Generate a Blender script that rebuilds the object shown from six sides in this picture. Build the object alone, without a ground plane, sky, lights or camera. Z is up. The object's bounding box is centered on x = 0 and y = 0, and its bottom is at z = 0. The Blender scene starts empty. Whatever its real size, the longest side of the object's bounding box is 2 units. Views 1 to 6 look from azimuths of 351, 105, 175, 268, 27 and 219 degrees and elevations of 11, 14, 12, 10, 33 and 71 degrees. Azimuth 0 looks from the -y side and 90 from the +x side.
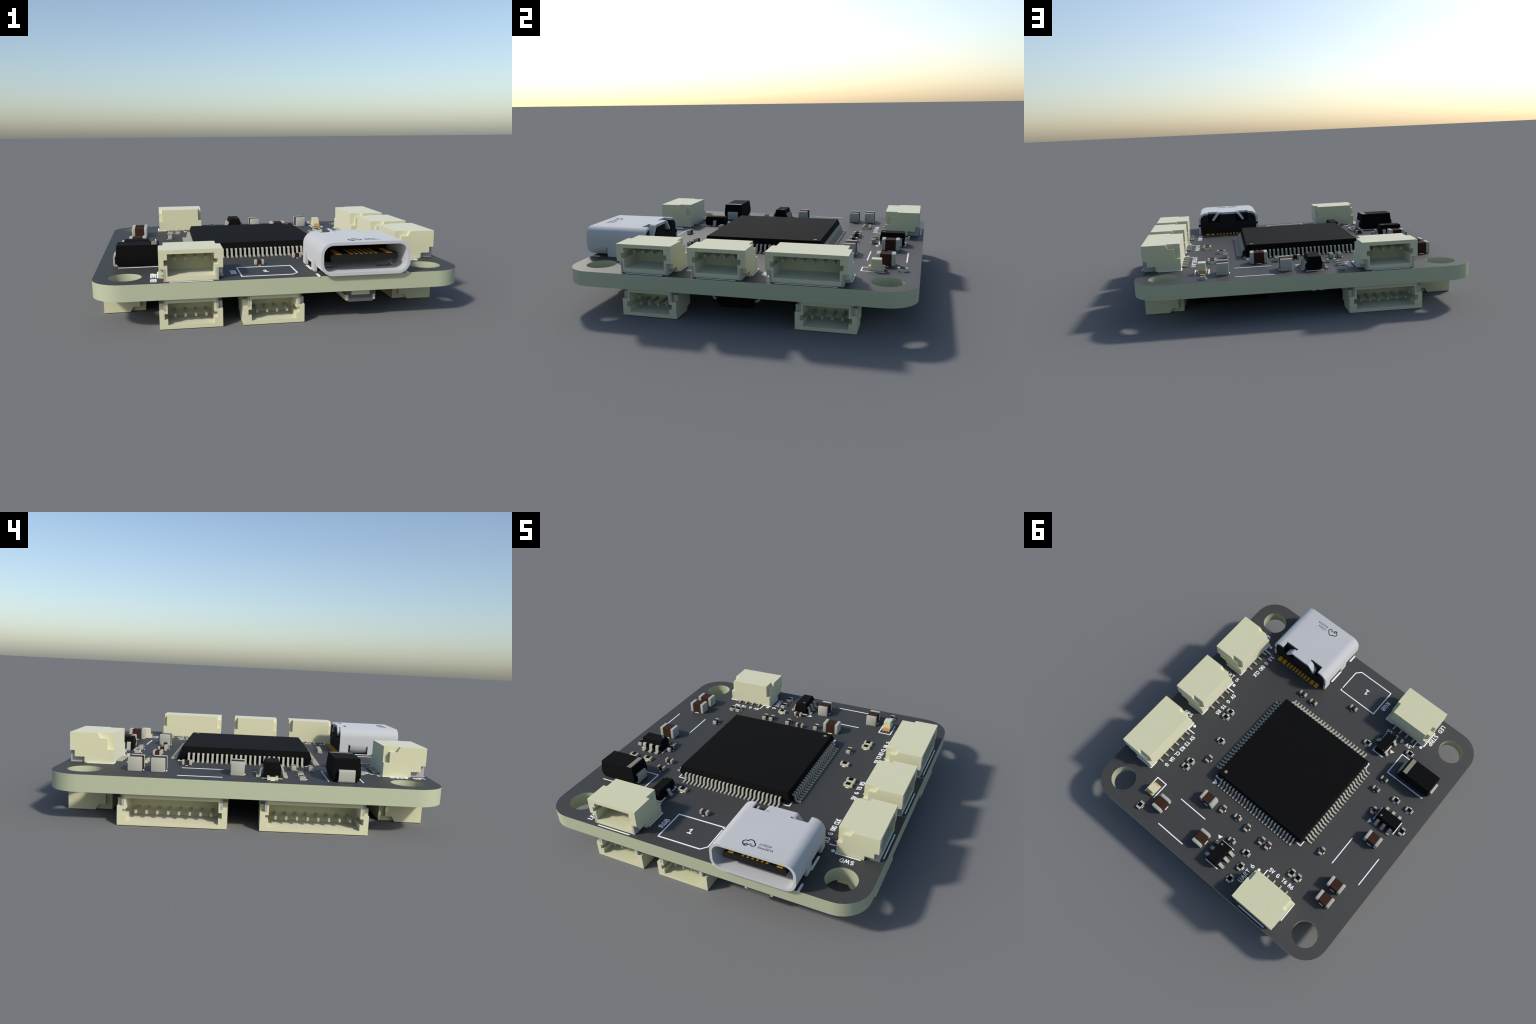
"""Small square flight-controller circuit board, modelled part by part.
All dimensions below are in millimetres of the real board; S converts to scene metres.
z = 0 (mm) is the top face of the board; the board floats on its underside connectors."""
import bpy, bmesh, math
from mathutils import Vector, Matrix

S = 0.054            # metres per millimetre
Z0 = 4.6             # board top face above the ground, mm
T = 1.6              # board thickness, mm
R90 = math.pi / 2


# ------------------------------------------------------------------ materials
def material(name, color, rough=0.5, metal=0.0, spec=0.5, grain=0.008, scale=25.0, sheen=0.0):
    m = bpy.data.materials.new(name)
    m.use_nodes = True
    nt = m.node_tree
    b = nt.nodes["Principled BSDF"]
    b.inputs["Roughness"].default_value = rough
    b.inputs["Metallic"].default_value = metal
    b.inputs["Specular IOR Level"].default_value = spec
    b.inputs["Sheen Weight"].default_value = sheen
    b.inputs["Sheen Roughness"].default_value = 0.5
    tc = nt.nodes.new("ShaderNodeTexCoord")
    nz = nt.nodes.new("ShaderNodeTexNoise")
    nz.inputs["Scale"].default_value = scale
    nz.inputs["Detail"].default_value = 3.0
    ramp = nt.nodes.new("ShaderNodeValToRGB")
    lo = [c * (1 - grain) for c in color]
    hi = [min(1.0, c * (1 + grain)) for c in color]
    ramp.color_ramp.elements[0].position = 0.3
    ramp.color_ramp.elements[1].position = 0.7
    ramp.color_ramp.elements[0].color = (*lo, 1)
    ramp.color_ramp.elements[1].color = (*hi, 1)
    nt.links.new(tc.outputs["Object"], nz.inputs["Vector"])
    nt.links.new(nz.outputs["Fac"], ramp.inputs["Fac"])
    nt.links.new(ramp.outputs["Color"], b.inputs["Base Color"])
    return m


M = {
    "mask": material("dark_solder_mask", (0.0445, 0.0448, 0.0428), 0.6, spec=0.4),
    "fr4": material("pale_green_laminate", (0.405, 0.437, 0.293), 0.6, spec=0.3),
    "silk": material("white_print", (0.84, 0.84, 0.86), 0.9, spec=0.2),
    "housing": material("ivory_plastic", (0.575, 0.563, 0.362), 1.0, spec=0.25, sheen=0.45),
    "tin": material("tinned_metal", (0.37, 0.362, 0.295), 1.0, spec=0.25, sheen=0.3),
    "tab": material("grey_metal_tab", (0.37, 0.36, 0.34), 1.0, spec=0.25, sheen=0.3),
    "black": material("black_moulding", (0.0019, 0.0019, 0.0018), 1.0, spec=0.2),
    "mark": material("beige_marking", (0.235, 0.205, 0.155), 0.6, spec=0.2),
    "brown": material("brown_ceramic", (0.040, 0.0170, 0.0098), 1.0, spec=0.2),
    "cap": material("cap_terminal", (0.365, 0.365, 0.31), 1.0, spec=0.25, sheen=0.35),
    "cream": material("cream_ceramic", (0.585, 0.565, 0.36), 1.0, spec=0.25, sheen=0.3),
    "film": material("black_film", (0.0015, 0.0015, 0.002), 1.0, spec=0.15),
    "lens": material("pale_lens", (0.575, 0.563, 0.37), 1.0, spec=0.25, sheen=0.4),
    "amber": material("amber_pad", (0.62, 0.32, 0.075), 0.7, spec=0.3),
    "shell": material("pale_steel_shell", (0.455, 0.459, 0.463), 1.0, spec=0.25, sheen=0.5),
    "gold": material("gold_contact", (0.64, 0.31, 0.006), 0.9, spec=0.25),
    "insert": material("black_insert", (0.012, 0.012, 0.0122), 1.0, spec=0.2),
    "plating": material("dark_plated_slot", (0.05, 0.055, 0.02), 0.5, spec=0.2),
    "ink": material("black_ink", (0.004, 0.004, 0.004), 0.6, spec=0.2),
    "cover": material("switch_cover_metal", (0.095, 0.093, 0.094), 0.8, spec=0.3),
}
MATLIST = list(M)

# ------------------------------------------------------------------ mesh tools
COL = bpy.context.scene.collection


class Shape:
    """A bmesh under construction, in millimetres."""

    def __init__(self):
        self.bm = bmesh.new()

    def prism(self, poly, h0, h1, axis="z"):
        """Extrude a closed 2-D polygon between h0 and h1.
        axis z: poly=(x,y); axis y: poly=(x,z); axis x: poly=(y,z)."""
        def place(p, h):
            return {"z": (p[0], p[1], h), "y": (p[0], h, p[1]), "x": (h, p[0], p[1])}[axis]
        a = [self.bm.verts.new(place(p, h0)) for p in poly]
        b = [self.bm.verts.new(place(p, h1)) for p in poly]
        n = len(poly)
        faces = [self.bm.faces.new(a), self.bm.faces.new(b)]
        for i in range(n):
            faces.append(self.bm.faces.new((a[i], a[(i + 1) % n], b[(i + 1) % n], b[i])))
        bmesh.ops.recalc_face_normals(self.bm, faces=faces)
        return faces

    def box(self, x0, x1, y0, y1, z0, z1):
        return self.prism([(x0, y0), (x1, y0), (x1, y1), (x0, y1)], z0, z1)

    def frustum(self, levels):
        """Stack of rectangles (half_x, half_y, z)."""
        rings = [[self.bm.verts.new((sx * hx, sy * hy, z)) for sx, sy in
                  ((-1, -1), (1, -1), (1, 1), (-1, 1))] for hx, hy, z in levels]
        faces = [self.bm.faces.new(rings[0]), self.bm.faces.new(rings[-1])]
        for a, b in zip(rings, rings[1:]):
            for i in range(4):
                faces.append(self.bm.faces.new((a[i], a[(i + 1) % 4], b[(i + 1) % 4], b[i])))
        bmesh.ops.recalc_face_normals(self.bm, faces=faces)
        return faces

    def bevel(self, width, seg=2):
        bmesh.ops.bevel(self.bm, geom=self.bm.edges[:], offset=width, segments=seg,
                        affect="EDGES", profile=0.5, clamp_overlap=True)
        return self

    def mesh(self, name, mats, smooth=None, pick=None):
        me = bpy.data.meshes.new(name)
        bmesh.ops.scale(self.bm, vec=(S, S, S), verts=self.bm.verts)
        self.bm.to_mesh(me)
        self.bm.free()
        for k in mats:
            me.materials.append(M[k])
        if pick:
            for p in me.polygons:
                p.material_index = pick(p.normal, p.center / S)
        if smooth:
            me.shade_smooth()
            me.set_sharp_from_angle(angle=math.radians(smooth))
        return me


def spawn(name, me, parent=None, loc=(0, 0, 0), rot=0.0, flip=False):
    """Object at loc (mm, relative to the parent). flip turns it upside down about its Y axis."""
    ob = bpy.data.objects.new(name, me)
    COL.objects.link(ob)
    ob.location = Vector(loc) * S
    if flip:
        ob.rotation_euler = (Matrix.Rotation(rot, 3, "Z") @ Matrix.Rotation(math.pi, 3, "Y")).to_euler()
    else:
        ob.rotation_euler = (0, 0, rot)
    if parent:
        ob.parent = parent
    return ob


def boolean(me, cutters, op="DIFFERENCE"):
    """Cut a list of meshes out of me; returns a new mesh."""
    base = bpy.data.objects.new("work", me)
    COL.objects.link(base)
    tmp = []
    for c in cutters:
        o = bpy.data.objects.new("cutter", c)
        COL.objects.link(o)
        tmp.append(o)
        md = base.modifiers.new("cut", "BOOLEAN")
        md.operation = op
        md.solver = "EXACT"
        md.object = o
    bpy.context.view_layer.update()
    dg = bpy.context.evaluated_depsgraph_get()
    out = bpy.data.meshes.new_from_object(base.evaluated_get(dg))
    out.name = me.name
    for o in tmp + [base]:
        bpy.data.objects.remove(o)
    return out


def arc(cx, cy, r, a0, a1, n):
    return [(cx + r * math.cos(a0 + (a1 - a0) * i / n), cy + r * math.sin(a0 + (a1 - a0) * i / n))
            for i in range(n + 1)]


def rounded_rect(x0, x1, y0, y1, r, n=7):
    return (arc(x1 - r, y0 + r, r, -R90, 0, n) + arc(x1 - r, y1 - r, r, 0, R90, n) +
            arc(x0 + r, y1 - r, r, R90, 2 * R90, n) + arc(x0 + r, y0 + r, r, 2 * R90, 3 * R90, n))


def fillet(path, r, n=4):
    """Round the inner corners of an open 2-D path."""
    out = [Vector(path[0])]
    for a, b, c in zip(path, path[1:], path[2:]):
        a, b, c = Vector(a), Vector(b), Vector(c)
        u, v = (a - b).normalized(), (c - b).normalized()
        t = min(r / math.tan(u.angle(v) / 2), (a - b).length * .48, (c - b).length * .48)
        p, q = b + u * t, b + v * t
        for i in range(n + 1):
            s = i / n
            out.append((1 - s) ** 2 * p + 2 * s * (1 - s) * b + s * s * q)
    out.append(Vector(path[-1]))
    return out


def ribbon(path, thick):
    """Closed polygon of constant thickness round an open 2-D path."""
    left, right = [], []
    for i, p in enumerate(path):
        d = Vector((0, 0))
        if i:
            d += (p - path[i - 1]).normalized()
        if i < len(path) - 1:
            d += (path[i + 1] - p).normalized()
        d.normalize()
        n = Vector((-d.y, d.x)) * thick / 2
        left.append(tuple(p + n))
        right.append(tuple(p - n))
    return left + right[::-1]


def bent_lead(path, thick, width, r, mat="tin", name="lead"):
    """Sheet-metal lead: path in (y, z), extruded along x."""
    s = Shape()
    s.prism(ribbon(fillet(path, r), thick), -width / 2, width / 2, axis="x")
    return s.mesh(name, [mat], smooth=50)


# ------------------------------------------------------------------ the thing
root = bpy.data.objects.new("flight_controller_board", None)
COL.objects.link(root)
root.empty_display_size = 0.1
root["label"] = "dark square circuit board with ivory connectors, black chip and silver USB port"
root["category"] = "circuit board"

# ------------------------------------------------------------------ bare board
X0, X1, Y0, Y1 = -0.9885 / S, 0.9885 / S, -0.9735 / S, 0.9995 / S
HOLES = [(sx * 15.24, y) for sx in (-1, 1) for y in (-14.94, 15.56)]
bs = Shape()
bs.prism(rounded_rect(X0, X1, Y0, Y1, 3.0, 7), -T, 0)
bm0 = bs.mesh("circuit_board", ["mask", "fr4"])
cut = []
for hx, hy in HOLES:
    c = Shape()
    c.prism(arc(hx, hy, 1.6, 0, math.tau * 31 / 32, 31), -T - 1, 1)
    cut.append(c.mesh("hole", []))
bm0 = boolean(bm0, cut)
for p in bm0.polygons:
    p.material_index = 0 if abs(p.normal.z) > 0.5 else 1
bm0.shade_smooth()
bm0.set_sharp_from_angle(angle=math.radians(30))
board = spawn("circuit_board", bm0, root, (0, 0, Z0))

# ------------------------------------------------------------------ white print
SILK_LO, SILK_HI = -0.04, 0.025
lines = Shape()
layer = 0


def stroke(pts, w=0.135, closed=False):
    """Round-ended printed stroke along a polyline."""
    if closed:
        pts = list(pts) + [pts[0]]
    global layer
    for a, b in zip(pts, pts[1:]):
        layer = (layer + 1) % 11          # overlapping strokes never share a plane
        a, b = Vector(a), Vector(b)
        t = math.atan2(b.y - a.y, b.x - a.x)
        poly = arc(b.x, b.y, w / 2, t - R90, t + R90, 5) + arc(a.x, a.y, w / 2, t + R90, t + 3 * R90, 5)
        lines.prism(poly, SILK_LO, SILK_HI + 0.0012 * layer)


def triangle(pts):
    lines.prism(pts, SILK_LO, SILK_HI)


def dot(x, y, r=0.2):
    lines.prism(arc(x, y, r, 0, math.tau * 15 / 16, 15), SILK_LO, SILK_HI)


def text_mesh(body, width, height, bold=0.03, shear=0.0, mat="silk", lo=SILK_LO, hi=SILK_HI):
    """Lettering fitted into width x height (mm), centred on the origin."""
    cu = bpy.data.curves.new("lettering", "FONT")
    cu.body = body
    cu.size = 1.0
    cu.offset = bold
    cu.shear = shear
    cu.resolution_u = 3
    ob = bpy.data.objects.new("lettering", cu)
    COL.objects.link(ob)
    bpy.context.view_layer.update()
    me = bpy.data.meshes.new_from_object(ob.evaluated_get(bpy.context.evaluated_depsgraph_get()))
    bpy.data.objects.remove(ob)
    b = bmesh.new()
    b.from_mesh(me)
    bmesh.ops.remove_doubles(b, verts=b.verts, dist=1e-5)
    xs = [v.co.x for v in b.verts]
    ys = [v.co.y for v in b.verts]
    cx, cy = (min(xs) + max(xs)) / 2, (min(ys) + max(ys)) / 2
    sx, sy = width / (max(xs) - min(xs)), height / (max(ys) - min(ys))
    for v in b.verts:
        v.co = Vector(((v.co.x - cx) * sx, (v.co.y - cy) * sy, hi))
    ex = bmesh.ops.extrude_face_region(b, geom=b.faces[:])
    for v in ex["geom"]:
        if isinstance(v, bmesh.types.BMVert):
            v.co.z = lo
    bmesh.ops.recalc_face_normals(b, faces=b.faces[:])
    bmesh.ops.scale(b, vec=(S, S, S), verts=b.verts)
    b.to_mesh(me)
    b.free()
    me.materials.clear()
    me.materials.append(M[mat])
    return me


def oval(cx, cy, rx, ry, a0, a1, n=8):
    return [(cx + rx * math.cos(math.radians(a0 + (a1 - a0) * i / n)),
             cy + ry * math.sin(math.radians(a0 + (a1 - a0) * i / n))) for i in range(n + 1)]


# stroke lettering of the board print: (advance width, strokes), letters one unit tall
GLYPH = {
    "1": (.56, [[(0, .76), (.28, 1), (.28, 0)], [(0, 0), (.56, 0)]]),
    "3": (.55, [[(.03, 1), (.5, 1), (.2, .6)] + oval(.22, .31, .33, .31, 85, -150)]),
    "5": (.55, [[(.5, 1), (.08, 1), (.03, .56)] + oval(.22, .32, .32, .32, 120, -145)]),
    "6": (.56, [[(.44, 1), (.12, .68), (.0, .36)], oval(.28, .3, .28, .3, 0, 360, 10)]),
    "A": (.66, [[(0, 0), (.33, 1), (.66, 0)], [(.12, .33), (.54, .33)]]),
    "B": (.56, [[(0, 0), (0, 1), (.28, 1)] + oval(.28, .77, .22, .23, 90, -90, 6) + [(0, .54)],
                [(.28, .54)] + oval(.28, .27, .28, .27, 90, -90, 6) + [(0, 0)]]),
    "C": (.58, [oval(.36, .5, .36, .5, 50, 310)]),
    "D": (.56, [[(0, 0), (0, 1), (.2, 1)] + oval(.2, .5, .36, .5, 90, -90) + [(0, 0)]]),
    "E": (.46, [[(.46, 1), (0, 1), (0, 0), (.46, 0)], [(0, .5), (.4, .5)]]),
    "G": (.64, [oval(.35, .5, .35, .5, 50, 335) + [(.64, .48), (.36, .48)]]),
    "I": (.02, [[(.01, 0), (.01, 1)]]),
    "K": (.52, [[(0, 0), (0, 1)], [(.5, 1), (0, .42)], [(.17, .6), (.52, 0)]]),
    "L": (.44, [[(0, 1), (0, 0), (.44, 0)]]),
    "O": (.66, [oval(.33, .5, .33, .5, 0, 360, 12)]),
    "P": (.52, [[(0, 0), (0, 1), (.26, 1)] + oval(.26, .74, .26, .26, 90, -90, 6) + [(0, .48)]]),
    "R": (.55, [[(0, 0), (0, 1), (.26, 1)] + oval(.26, .74, .26, .26, 90, -90, 6) + [(0, .48)], [(.26, .48), (.55, 0)]]),
    "S": (.55, [oval(.28, .75, .26, .25, 40, 270, 6) + oval(.28, .25, .28, .25, 90, -145, 6)[1:]]),
    "T": (.6, [[(0, 1), (.6, 1)], [(.3, 1), (.3, 0)]]),
    "U": (.58, [[(0, 1), (0, .32)] + oval(.29, .32, .29, .32, 180, 360, 6) + [(.58, 1)]]),
    "V": (.6, [[(0, 1), (.3, 0), (.6, 1)]]),
    "W": (.9, [[(0, 1), (.22, 0), (.45, .8), (.68, 0), (.9, 1)]]),
    ".": (.02, [[(0, .01), (.02, .01)]]),
}


def label(body, x, y, width, height, angle, w=.1):
    """Round-stroke word fitted into width x height (mm), read along the given angle."""
    global lines
    run = [(GLYPH[c], sum(GLYPH[d][0] + .3 for d in body[:i])) for i, c in enumerate(body)]
    total = max(run[-1][1] + run[-1][0][0], .02)
    sx, sy = (width - w) / total, height - w
    keep, lines = lines, Shape()
    for (_, strokes), off in run:
        for st in strokes:
            stroke([((px + off) * sx - (width - w) / 2, py * sy - sy / 2) for px, py in st], w)
    word, lines = lines, keep
    spawn("printed_label", word.mesh("printed_label", ["silk"]), board, (x, y, 0), math.radians(angle))


# ------------------------------------------------------------------ wire-to-board connectors
# local frame: rear face on y = 0, open front at y = -4.25, centred on x, seated on z = 0
CD, CH = 4.25, 3.0


def connector_housing(pins):
    w = (pins + 2) / 2
    s = Shape()
    s.box(-w, w, -CD, 0, 0.02, CH)
    base = s.mesh("connector_housing", ["housing"])
    cuts = []

    def cutter(build):
        c = Shape()
        build(c)
        cuts.append(c.mesh("cut", []))

    cutter(lambda c: c.box(-w + .80, w - .80, -CD - 1, -CD + 3.15, 0.48, 2.62))      # cavity
    cutter(lambda c: c.box(-w + .48, w - .48, -CD - 1, -CD + 2.4, 1.50, 2.06))       # latch slots
    for sx in (-1, 1):
        xa, xb = sorted((sx * (w - .45), sx * (w + 1)))
        # stepped recess for the solder tab, low at the front
        cutter(lambda c: c.prism([(-CD - 1, -1), (-CD + 1.42, -1), (-CD + 1.42, .58), (-CD + .46, .58),
                                  (-CD + .46, 1.2), (-CD - 1, 1.2)], xa, xb, axis="x"))
        # notch at the rear top corner
        cutter(lambda c: c.prism([(-1.58, 3.02), (-1.28, 2.48), (-.57, 2.48), (-.57, 1.4), (1, 1.4), (1, 4),
                                  (-1.58, 4)], xa, xb, axis="x"))
    return boolean(base, cuts)


def connector_tab(sx):
    s = Shape()
    prof = [(-CD - .012, 0), (-CD + 1.36, 0), (-CD + 1.36, .5), (-CD + .40, .5), (-CD + .40, 1.19), (-CD - .012, 1.19)]
    a, b = sorted((sx * -0.11, sx * 0.11))
    s.prism(prof, a, b, axis="x")
    return s.mesh("mounting_tab", ["tab"])


HOUSING = {n: connector_housing(n) for n in (4, 6, 8)}
TAB = connector_tab(1)
s = Shape()
s.box(-.11, .11, -CD + 1.0, -CD + 3.4, 1.81, 2.15)
s.bevel(.03, 1)
PIN = s.mesh("contact_pin", ["tin"])
s = Shape()
s.box(-.11, .11, -.2, .68, .02, .20)
FOOT = s.bevel(.03, 1).mesh("solder_foot", ["tin"])


def connector(pins, x, y, rot, under=False):
    """Rear centre of the housing at (x, y) on the board; rot turns the front from -y."""
    w = (pins + 2) / 2
    ob = spawn("wire_connector", HOUSING[pins], root, (x, y, Z0 - T if under else Z0), rot, flip=under)
    for i in range(pins):
        px = i - (pins - 1) / 2
        spawn("contact_pin", PIN, ob, (px, 0, 0))
        spawn("solder_foot", FOOT, ob, (px, 0, 0))
    for sx in (-1, 1):
        spawn("mounting_tab", TAB, ob, (sx * (w - .53), 0, 0))
    if under:
        return
    rm = Matrix.Rotation(rot, 2)

    def g(px, py):
        q = rm @ Vector((px, py))
        return (q.x + x, q.y + y)
    p1 = (pins - 1) / 2
    e = w + .12
    stroke([g(-e, -2.5), g(-e, 0.02), g(-p1 - .55, 0.02), g(-p1 - .55, 1.04)])
    stroke([g(e, -2.5), g(e, 0.02), g(p1 + .55, 0.02)])
    stroke([g(-w + 1.02, -CD - .24), g(w - 1.02, -CD - .24)])
    dot(*g(-p1 - 1.38, .38))


TOPC = [(4, 13.5, -8.65, R90), (4, 13.54, -0.86, R90), (6, 13.54, 8.12, R90),
        (4, -8.985, -13.27, 0), (4, -8.89, 13.68, 2 * R90)]
LOWC = [(4, -9.085, -13.27, 0), (4, -1.11, -13.27, 0), (4, 13.51, -8.335, R90), (4, 13.51, 10.02, R90),
        (6, -8.41, 13.685, 2 * R90), (8, -13.5, 7.04, -R90), (8, -13.5, -5.955, -R90)]
for c in TOPC:
    connector(*c)
for c in LOWC:
    connector(*c, under=True)

# ------------------------------------------------------------------ microcontroller
MX, MY = -0.91, 0.51
s = Shape()
s.frustum([(6.78, 6.78, .13), (7.0, 7.0, .76), (7.0, 7.0, .9), (6.78, 6.78, 1.53)])
mcu = spawn("microcontroller_chip", s.mesh("microcontroller_chip", ["black"]), root, (MX, MY, Z0))
LEAD = bent_lead([(6.9, .83), (7.27, .83), (7.43, .08), (8.0, .08)], .14, .22, .12, name="chip_lead")
for side in range(4):
    for i in range(25):
        q = Matrix.Rotation(side * R90, 2) @ Vector(((i - 12) * .5, 0))
        spawn("chip_lead", LEAD, mcu, (q.x, q.y, 0), side * R90)
s = Shape()
s.prism(arc(0, 0, .21, 0, math.tau * 23 / 24, 23), -.05, .012)
spawn("pin_marker", s.mesh("pin_marker", ["mark"]), mcu, (6.12, 6.12, 1.53))
for sx, sy in ((1, 1), (-1, 1), (-1, -1), (1, -1)):
    a = 7.11
    stroke([(MX + sx * (a - .72), MY + sy * a), (MX + sx * a, MY + sy * a), (MX + sx * a, MY + sy * (a - .72))])
triangle([(6.04, 7.9), (5.97, 8.67), (5.42, 8.29)])

# ------------------------------------------------------------------ small outline ICs
s = Shape()
s.frustum([(1.38, .74, .12), (1.48, .84, .8), (1.48, .84, .9), (1.36, .66, 1.52)])
SIX = s.mesh("six_lead_chip", ["black"])
SIXLEAD = bent_lead([(.75, .86), (1.02, .86), (1.16, .1), (1.5, .1)], .17, .42, .14, name="chip_lead")
s = Shape()
s.prism(arc(0, 0, .13, 0, math.tau * 15 / 16, 15), -.04, .012)
PIP = s.mesh("pin_marker", ["mark"])


def six_lead(x, y, rot):
    ob = spawn("six_lead_chip", SIX, root, (x, y, Z0), rot)
    for side in (0, 1):
        for i in (-1, 0, 1):
            spawn("chip_lead", SIXLEAD, ob, (i * .95, 0, 0), side * math.pi)
    spawn("pin_marker", PIP, ob, (1.0, .34, 1.52))
    rm = Matrix.Rotation(rot, 2)
    for ex in (-1.545, 1.545):
        a, b = rm @ Vector((ex, -.93)), rm @ Vector((ex, .93))
        stroke([(a.x + x, a.y + y), (b.x + x, b.y + y)])


six_lead(-14.475, -1.98, 0)
six_lead(-1.015, 14.97, -R90)
triangle([(.82, 13.2), (.16, 13.04), (.42, 13.58)])
triangle([(-12.55, -.85), (-12.55, -.2), (-12.75, -.28), (-12.8, -.5), (-13.08, -.5)])

s = Shape()
s.frustum([(.56, 1.38, .06), (.68, 1.48, .6), (.68, 1.48, .7), (.55, 1.36, 1.22)])
sot = spawn("three_lead_chip", s.mesh("three_lead_chip", ["black"]), root, (-7.96, -10.06, Z0))
SOTLEAD = bent_lead([(.5, .66), (.84, .66), (.98, .09), (1.25, .09)], .16, .42, .13, name="chip_lead")
for ly, a in ((0, -R90), (-.95, R90), (.95, R90)):
    spawn("chip_lead", SOTLEAD, sot, (0, ly, 0), a)
s = Shape()
s.prism(arc(0, 0, .06, 0, math.tau * 11 / 12, 11), -.04, .01)
spawn("pin_marker", s.mesh("pin_marker", ["mark"]), sot, (-.42, 1.2, 1.22))
stroke([(-7.19, -10.75), (-7.19, -11.6), (-8.75, -11.6)])
stroke([(-7.19, -9.3), (-7.19, -8.52), (-8.77, -8.52)])
stroke([(-8.75, -10.5), (-8.75, -9.6)])
triangle([(-8.96, -10.05), (-9.6, -10.07), (-9.28, -9.6)])

# ------------------------------------------------------------------ power diode
DX, DY = -14.1, -8.86
s = Shape()
s.frustum([(2.12, 1.16, .1), (2.27, 1.31, .6), (2.29, 1.33, 1.0), (2.16, 1.2, 2.26)])
dio = spawn("power_diode", s.mesh("power_diode", ["black"]), root, (DX, DY, Z0))
s = Shape()
s.box(1.40, 1.96, -1.12, 1.12, 2.2, 2.274)
spawn("polarity_band", s.mesh("polarity_band", ["mark"]), dio)
DL = bent_lead([(1.5, .09), (2.5, .09), (2.5, 1.12), (2.1, 1.12)], .18, 1.52, .15, mat="cap", name="diode_terminal")
for a in (-R90, R90):
    spawn("diode_terminal", DL, dio, (0, 0, 0), a)
stroke([(-16.08, -10.52), (-10.56, -10.52), (-10.56, -7.26), (-16.08, -7.26)])


# ------------------------------------------------------------------ chip passives (length along x)
def end_caps(length, width, height, band):
    s = Shape()
    s.box(length / 2 - band, length / 2, -width / 2, width / 2, 0.015, height)
    s.bevel(min(.07, height * .12), 2)
    return s.mesh("end_terminal", ["cap"], smooth=40)


def cap_body(length, width, height):
    s = Shape()
    s.box(-length / 2 + .1, length / 2 - .1, -width / 2 + .02, width / 2 - .02, .03, height - .02)
    return s.mesh("ceramic_capacitor", ["brown"])


CAP = {"big": (cap_body(2.0, 1.29, 1.32), end_caps(2.0, 1.31, 1.34, .42), 2.0),
       "small": (cap_body(1.0, .5, .5), end_caps(1.0, .52, .52, .27), 1.0)}
s = Shape()
s.box(-.5, .5, -.27, .27, .02, .33)
RBODY = s.mesh("chip_resistor", ["cream"])
s = Shape()
s.box(-.29, .29, -.255, .255, .30, .352)
RFILM = s.mesh("resistor_film", ["film"])
s = Shape()
s.prism([(.27, .34), (.505, .34), (.505, .005), (.3, .005), (.3, -.012), (.515, -.012), (.515, .36), (.27, .36)], -.25, .25, axis="y")
REND = s.mesh("end_terminal", ["cap"])


def passive(kind, x, y, along_y, under=False):
    rot = R90 if along_y else 0
    z = Z0 - T if under else Z0
    if kind == "R":
        ob = spawn("chip_resistor", RBODY, root, (x, y, z), rot, flip=under)
        spawn("resistor_film", RFILM, ob)
        end, off, ln = REND, .405, .42
    else:
        body, end, _ = CAP[kind]
        ob = spawn("ceramic_capacitor", body, root, (x, y, z), rot, flip=under)
        off, ln = (.70, .62) if kind == "big" else (.365, .27)
    spawn("end_terminal", end, ob)
    spawn("end_terminal", end, ob, (0, 0, 0), math.pi)
    if under:
        return
    for sg in (-1, 1):
        a, b = Vector((-ln / 2 + .06, sg * off)), Vector((ln / 2 - .06, sg * off))
        if along_y:
            a, b = Vector((a.y, a.x)), Vector((b.y, b.x))
        stroke([(a.x + x, a.y + y), (b.x + x, b.y + y)], .12)


PASSIVES = [
    ("R", 10.79, -.39, 0), ("R", 10.79, .56, 0), ("small", 8.50, 6.48, 1), ("R", 8.97, 3.56, 0),
    ("R", 10.09, 8.26, 0), ("R", 10.08, 9.22, 0), ("big", 4.66, 10.61, 0), ("big", 8.89, 14.92, 1),
    ("R", 11.03, 16.75, 1), ("big", 2.0, 14.95, 1), ("small", 2.54, 10.36, 1), ("small", .34, 9.97, 0),
    ("small", -1.43, 10.23, 1), ("small", -1.06, 12.73, 0), ("small", -3.92, 10.31, 1), ("small", -4.92, 10.30, 1),
    ("R", -3.47, 12.73, 0), ("R", -3.99, 14.43, 1), ("R", -3.97, 16.40, 1), ("small", -10.50, 6.49, 1),
    ("R", -9.37, 10.97, 1), ("R", -10.34, 10.97, 1), ("big", -14.49, 8.74, 0), ("big", -14.49, 10.91, 0),
    ("big", -14.49, 1.27, 0), ("small", -12.30, -1.89, 1), ("R", -13.69, -4.83, 0), ("R", -15.78, -4.82, 0),
    ("R", -16.67, -1.98, 1), ("small", -10.81, -4.37, 0), ("small", -10.82, -6.13, 0), ("R", -6.10, -8.78, 0),
    ("R", -11.30, -11.15, 0), ("small", 4.99, -8.81, 0), ("small", 3.12, -8.71, 0), ("small", -1.58, -11.55, 0)]
for q in PASSIVES:
    passive(*q)
for px in (-.75, -1.6):
    passive("small", px, 16.5, 1, under=True)

# paired guide lines for the press buttons
for a, b in (((7.57, 12.82), (3.47, 12.82)), ((7.57, 17.02), (3.47, 17.02)),
             ((-12.41, 2.69), (-12.41, 6.76)), ((-16.58, 2.69), (-16.58, 6.77))):
    stroke([a, b])

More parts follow.
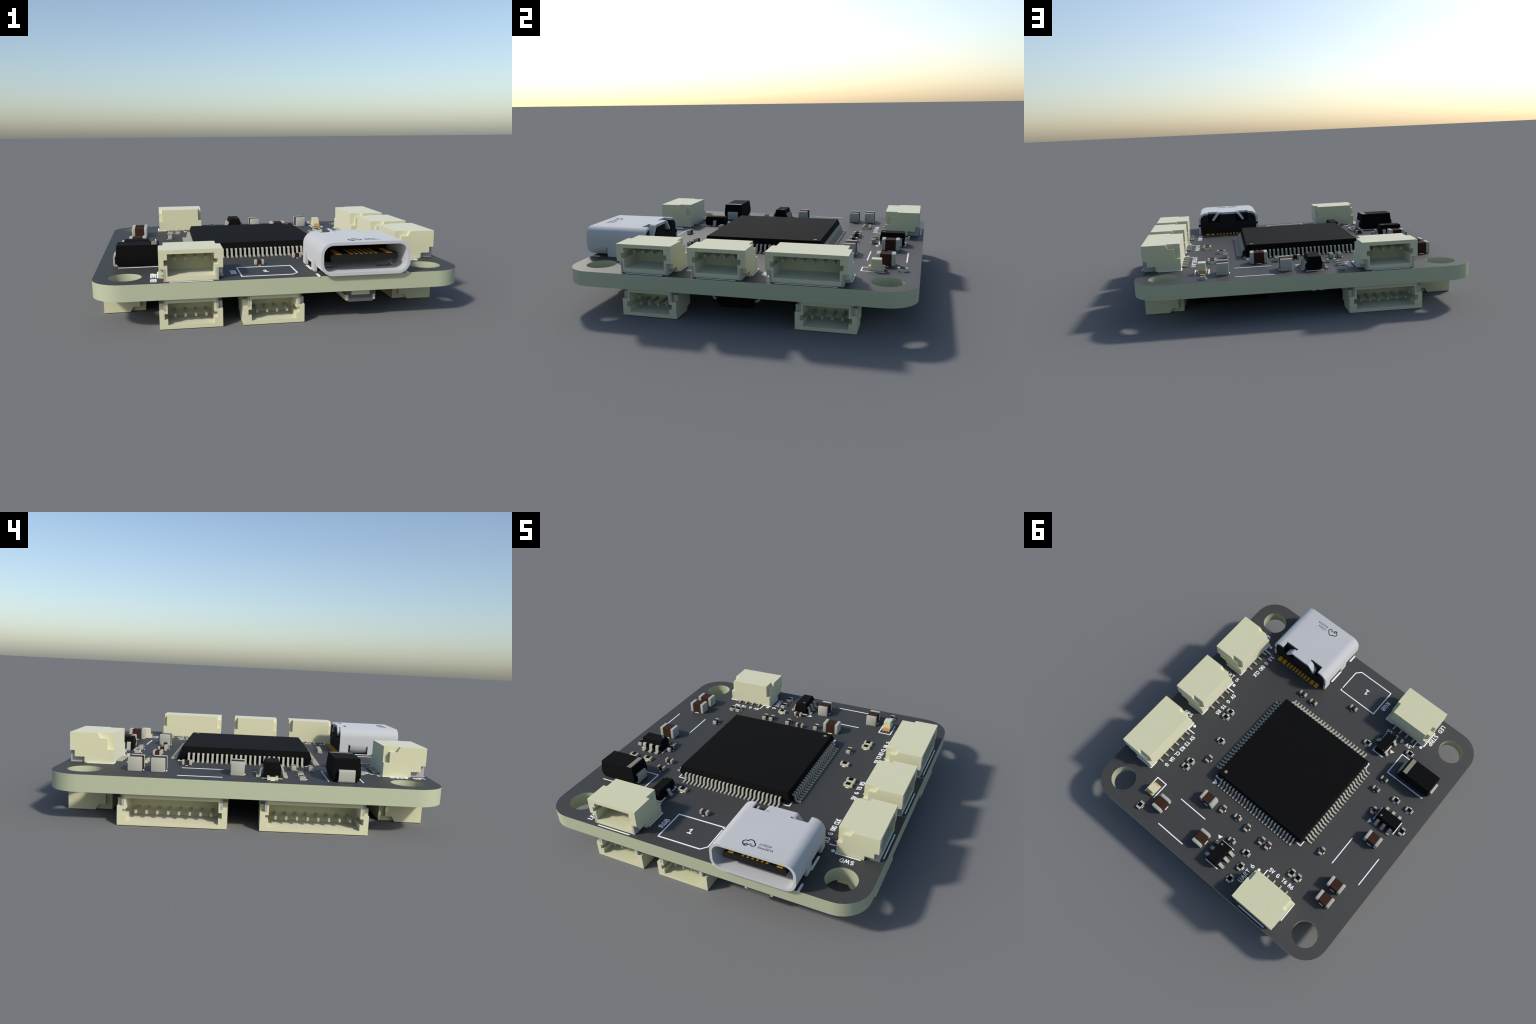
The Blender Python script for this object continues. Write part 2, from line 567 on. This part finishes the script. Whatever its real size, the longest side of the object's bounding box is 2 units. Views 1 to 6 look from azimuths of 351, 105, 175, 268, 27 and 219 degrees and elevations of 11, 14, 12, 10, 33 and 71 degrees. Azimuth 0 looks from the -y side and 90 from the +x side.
# ------------------------------------------------------------------ indicator lamp
s = Shape()
s.box(-.46, .46, -.8, .8, .02, .44)
lamp = spawn("indicator_lamp", s.mesh("indicator_lamp", ["lens"]), root, (11.14, 14.13, Z0))
s = Shape()
s.frustum([(.44, .54, .40), (.42, .5, 1.22)])
spawn("lamp_lens", s.mesh("lamp_lens", ["lens"]), lamp)
for sg in (-1, 1):
    s = Shape()
    a, b = sorted((sg * .5, sg * .815))
    s.box(-.36, .36, a, b, .03, .455)
    spawn("lamp_terminal", s.mesh("lamp_terminal", ["amber"]), lamp)
stroke([(11.92, 14.97), (11.92, 12.64), (10.41, 12.64), (10.41, 14.97)])

# ------------------------------------------------------------------ USB port
UX, UF, UR = 7.70, -18.51, -11.27     # centre, front face, rear face of the shell
UB, UT, UW, TH = 0.06, 3.30, 4.47, 0.29
s = Shape()
outer = rounded_rect(-UW, UW, UB, UT, 1.2, 9)
s.prism(outer, UF, UR + .05, axis="y")
shell = s.mesh("usb_port", ["shell"])
cuts = []


def cutter(build):
    c = Shape()
    build(c)
    cuts.append(c.mesh("cut", []))


cutter(lambda c: c.prism(rounded_rect(-UW + TH, UW - TH, UB + TH, UT - TH, .92, 9), UF - 1, UR + 2, axis="y"))
# rear edge: side wings are shorter than the middle tongue, with two deep notches
for sg in (-1, 1):
    a, b = sorted((sg * 1.16, sg * 3.02))
    cutter(lambda c: c.box(a, b, -12.25, 0, 2.0, 5))
    a, b = sorted((sg * 3.0, sg * 6))
    cutter(lambda c: c.box(a, b, UR, 0, -1, 5))
    # slots that free the solder legs
    for y0, y1, h in ((-12.62, -12.36, 1.2), (-14.80, -14.60, 1.1), (-16.15, -15.95, 1.1)):
        a, b = sorted((sg * 3.95, sg * 6))
        cutter(lambda c: c.prism([(y0, -1), (y1, -1), (y1, h - .15), ((y0 + y1) / 2, h), (y0, h - .15)], a, b, axis="x"))
    # the rounded lower edge is trimmed away where the straight legs come down
    a, b = sorted((sg * 3.0, sg * 6))
    cutter(lambda c: c.box(a, b, -12.40, 0, -1, 1.3))
    cutter(lambda c: c.box(a, b, -15.98, -14.77, -1, 1.05))
# two windows in the floor and the open end under the insert
for sg in (-1, 1):
    cutter(lambda c: c.prism([(sg * 1.9, -16.2), (sg * 3.3, -16.2), (sg * 3.3, -14.7), (sg * 2.4, -14.7)], -1, 1.0, axis="z"))
cutter(lambda c: c.box(-3.3, 3.3, -13.2, 0, -1, 1.0))
shell = boolean(shell, cuts)
shell.shade_smooth()
shell.set_sharp_from_angle(angle=math.radians(30))
usb = spawn("usb_port", shell, root, (UX, 0, Z0))
# solder legs through the board
for sg in (-1, 1):
    for y0, y1 in ((-12.36, UR), (-15.95, -14.80)):
        s = Shape()
        a, b = sorted((sg * (UW + .004), sg * (UW - TH)))
        s.prism([(y0, 1.6), (y1, 1.6), (y1, .1), (y1 - .12, -.9), (y0 + .12, -.9), (y0, .1)], a, b, axis="x")
        spawn("shell_leg", s.mesh("shell_leg", ["shell"]), usb)
        s = Shape()
        yc = (y0 + y1) / 2
        s.prism(rounded_rect(sg * 4.33 - .36, sg * 4.33 + .36, yc - .78, yc + .78, .34, 5), -.05, .012)
        spawn("plated_slot", s.mesh("plated_slot", ["plating"]), usb)
# tongue spring tabs bent down into the notches
for sg in (-1, 1):
    s = Shape()
    path = [(sg * 1.05, UT - TH / 2), (sg * 1.45, UT - TH / 2), (sg * 2.28, UT - TH / 2 - 1.05)]
    s.prism(ribbon(fillet(path, .3, 5), TH), -11.98, UR + .05, axis="y")
    spawn("spring_tab", s.mesh("spring_tab", ["shell"], smooth=40), usb)
# black insert: rear block with two pockets, floor plate and tongue
s = Shape()
x = UW - TH - .01
s.prism([(-x + .45, .05), (x - .45, .05), (x, .5)] + arc(x - .9, UT - TH - .91, .9, 0, R90, 6) +
        arc(-x + .9, UT - TH - .91, .9, R90, 2 * R90, 6) + [(-x, .5)], -12.9, UR - .06, axis="y")
ins = s.mesh("usb_insert", ["insert"])
cuts = []
for sg in (-1, 1):
    a, b = sorted((sg * 1.15, sg * 3.02))
    cutter(lambda c: c.box(a, b, -12.0, 0, 1.8, 5))
ins = boolean(ins, cuts)
spawn("usb_insert", ins, usb)
s = Shape()
s.prism(rounded_rect(-3.36, 3.36, 1.36, 2.02, .3, 5), -18.0, -12.8, axis="y")
spawn("usb_tongue", s.mesh("usb_tongue", ["insert"], smooth=40), usb)


def gold_bar(width, y0, y1, z0, z1):
    s = Shape()
    s.box(-width / 2, width / 2, y0, y1, z0, z1)
    return s.mesh("usb_contact", ["gold"])


WIDE, THIN = gold_bar(.58, -17.86, -15.4, 1.9, 2.035), gold_bar(.25, -17.82, -15.4, 1.9, 2.035)
WIDEPAD, THINPAD = gold_bar(.53, -11.7, -10.70, .02, .15), gold_bar(.25, -11.7, -10.70, .02, .15)
for sg in (-1, 1):
    spawn("usb_contact", WIDE, usb, (sg * 2.55, 0, 0))
    for o in (.25, .75, 1.25):
        spawn("usb_contact", THIN, usb, (sg * o, 0, 0))
    for o in (2.45, 3.2):
        spawn("usb_contact", WIDEPAD, usb, (sg * o, 0, 0))
    for o in (.25, .75, 1.25, 1.75):
        spawn("usb_contact", THINPAD, usb, (sg * o, 0, 0))
for xx in (3.23, 2 * UX - 3.23):
    stroke([(xx, -18.0), (xx, -17.05)], .24)
    stroke([(xx, -14.86), (xx, -12.94)], .24)
# printed cloud emblem and lettering on the shell
keep = lines
lines = Shape()
SILK_LO, SILK_HI = -.04, .012
stroke([(.20, -.13), (-.04, .04), (-.15, .2), (-.18, .42), (-.06, .58), (.1, .63), (.23, .60), (.30, .74), (.45, .84),
        (.64, .84), (.82, .73), (.92, .58), (1.08, .44), (1.14, .25), (1.06, .1), (.92, .05), (.74, .07)], .095)
stroke([(.26 + .13 * math.cos(a * math.tau / 12), .05 + .13 * math.sin(a * math.tau / 12)) for a in range(12)],
       .085, closed=True)
stroke([(.38, .12), (.72, .28)], .085)
emblem = lines.mesh("printed_emblem", ["ink"])
spawn("printed_emblem", emblem, usb, (6.42 - UX, -17.56, UT))
lines = keep
SILK_LO, SILK_HI = -.04, .025
for body, x, y, w, h in (("LCEDA", 8.46, -16.95, 1.2, .28), ("EasyEDA", 8.65, -17.44, 1.55, .34)):
    spawn("printed_label", text_mesh(body, w, h, bold=-.004, shear=.18, mat="ink", hi=.012), usb, (x - UX, y, UT))

# ------------------------------------------------------------------ underside parts
# press switch below the USB port (hangs down: local z up is away from the board)
s = Shape()
s.frustum([(1.45, 1.95, .02), (1.52, 2.0, .3), (1.52, 2.0, 1.12), (1.45, 1.92, 1.22)])
sw = spawn("press_switch", s.mesh("press_switch", ["lens"]), root, (7.63, -15.25, Z0 - T), 0, flip=True)
s = Shape()
s.prism([(-1.56, .25), (-.95, .25), (-.95, .62), (.95, .62), (.95, .25), (1.56, .25), (1.56, .62), (1.25, .62), (1.25, 1.3), (-1.25, 1.3),
         (-1.25, .62), (-1.56, .62)], -2.03, 2.03, axis="y")
spawn("switch_cover", s.mesh("switch_cover", ["cover"]), sw)
s = Shape()
s.prism(arc(0, 0, .7, 0, math.tau * 23 / 24, 23), 1.1, 1.7)
spawn("switch_button", s.mesh("switch_button", ["black"]), sw)

# memory chip on the underside
s = Shape()
s.frustum([(2.35, 1.8, .1), (2.45, 1.98, .85), (2.45, 1.98, 1.0), (2.3, 1.67, 1.68)])
mem = spawn("eight_lead_chip", s.mesh("eight_lead_chip", ["black"]), root, (14.3, .65, Z0 - T), 0, flip=True)
MEML = bent_lead([(1.8, .93), (2.36, .93), (2.48, .11), (3.1, .11)], .2, .42, .22, name="chip_lead")
for side in (0, 1):
    for i in range(4):
        spawn("chip_lead", MEML, mem, ((i - 1.5) * 1.27, 0, 0), side * math.pi)

# flat black package further back
s = Shape()
s.frustum([(4.0, 2.5, .03), (4.05, 2.55, .6), (4.0, 2.5, 1.35)])
spawn("flat_black_package", s.mesh("flat_black_package", ["black"]), root, (8.0, 13.25, Z0 - T), 0, flip=True)

# ------------------------------------------------------------------ printed words
CLK = [("5V", 5.76), ("T3", 6.72), ("R3", 7.67), ("CL", 8.63), ("UA", 9.65)]
for t, y in CLK:
    label(t, 12.22, y, .70, .56, 90)
label("G", 12.24, 10.62, .40, .55, 90)
for t, y, w in (("5V", -2.36, .70), ("G", -1.38, .4), ("T5", -.38, .70), ("R5", .66, .70)):
    label(t, 12.12, y, w, .55, 90)
for t, y, w in (("3.3", -10.23, .82), ("G", -9.18, .4), ("DIO", -8.22, .86), ("CLK", -7.06, .95)):
    label(t, 11.96, y, w, .58, 90)
label("GPS", 15.05, 3.39, 1.3, .56, 180)
label("UART", 14.9, -4.66, 1.9, .56, 180)
label("5", 13.37, -4.62, .4, .56, 180)
label("SWD", 14.88, -12.48, 1.48, .6, 180)
label("LED", -12.51, -16.78, 1.15, .62, 90)
label("STRIP", -12.52, -14.75, 1.85, .62, 90)
label("RGB", -4.71, -14.66, 1.45, .62, 90)
for t, x, w in (("5V", -10.45, .78), ("G", -9.41, .4), ("L", -8.49, .35), ("DI", -7.35, .7)):
    label(t, x, -12.02, w, .55, 0)
label("UART", -5.07, 14.98, 1.85, .62, -90)
label("6", -5.07, 13.47, .42, .62, -90)
for t, x, w in (("5V", -7.31, .72), ("G", -8.27, .4), ("T6", -9.29, .72), ("R6", -10.33, .74)):
    label(t, x, 12.34, w, .55, 180)
label("1", -1.42, -14.66, .56, .82, 0, .14)
stroke([(1.5, -13.2), (1.5, -16.08), (.92, -16.69), (-4.1, -16.69), (-4.1, -12.7), (1.5, -12.7), (1.5, -12.9)])

print_mesh = lines.mesh("printed_outline", ["silk"])
po = spawn("printed_outline", print_mesh, board)
po["kind"] = "stuff"
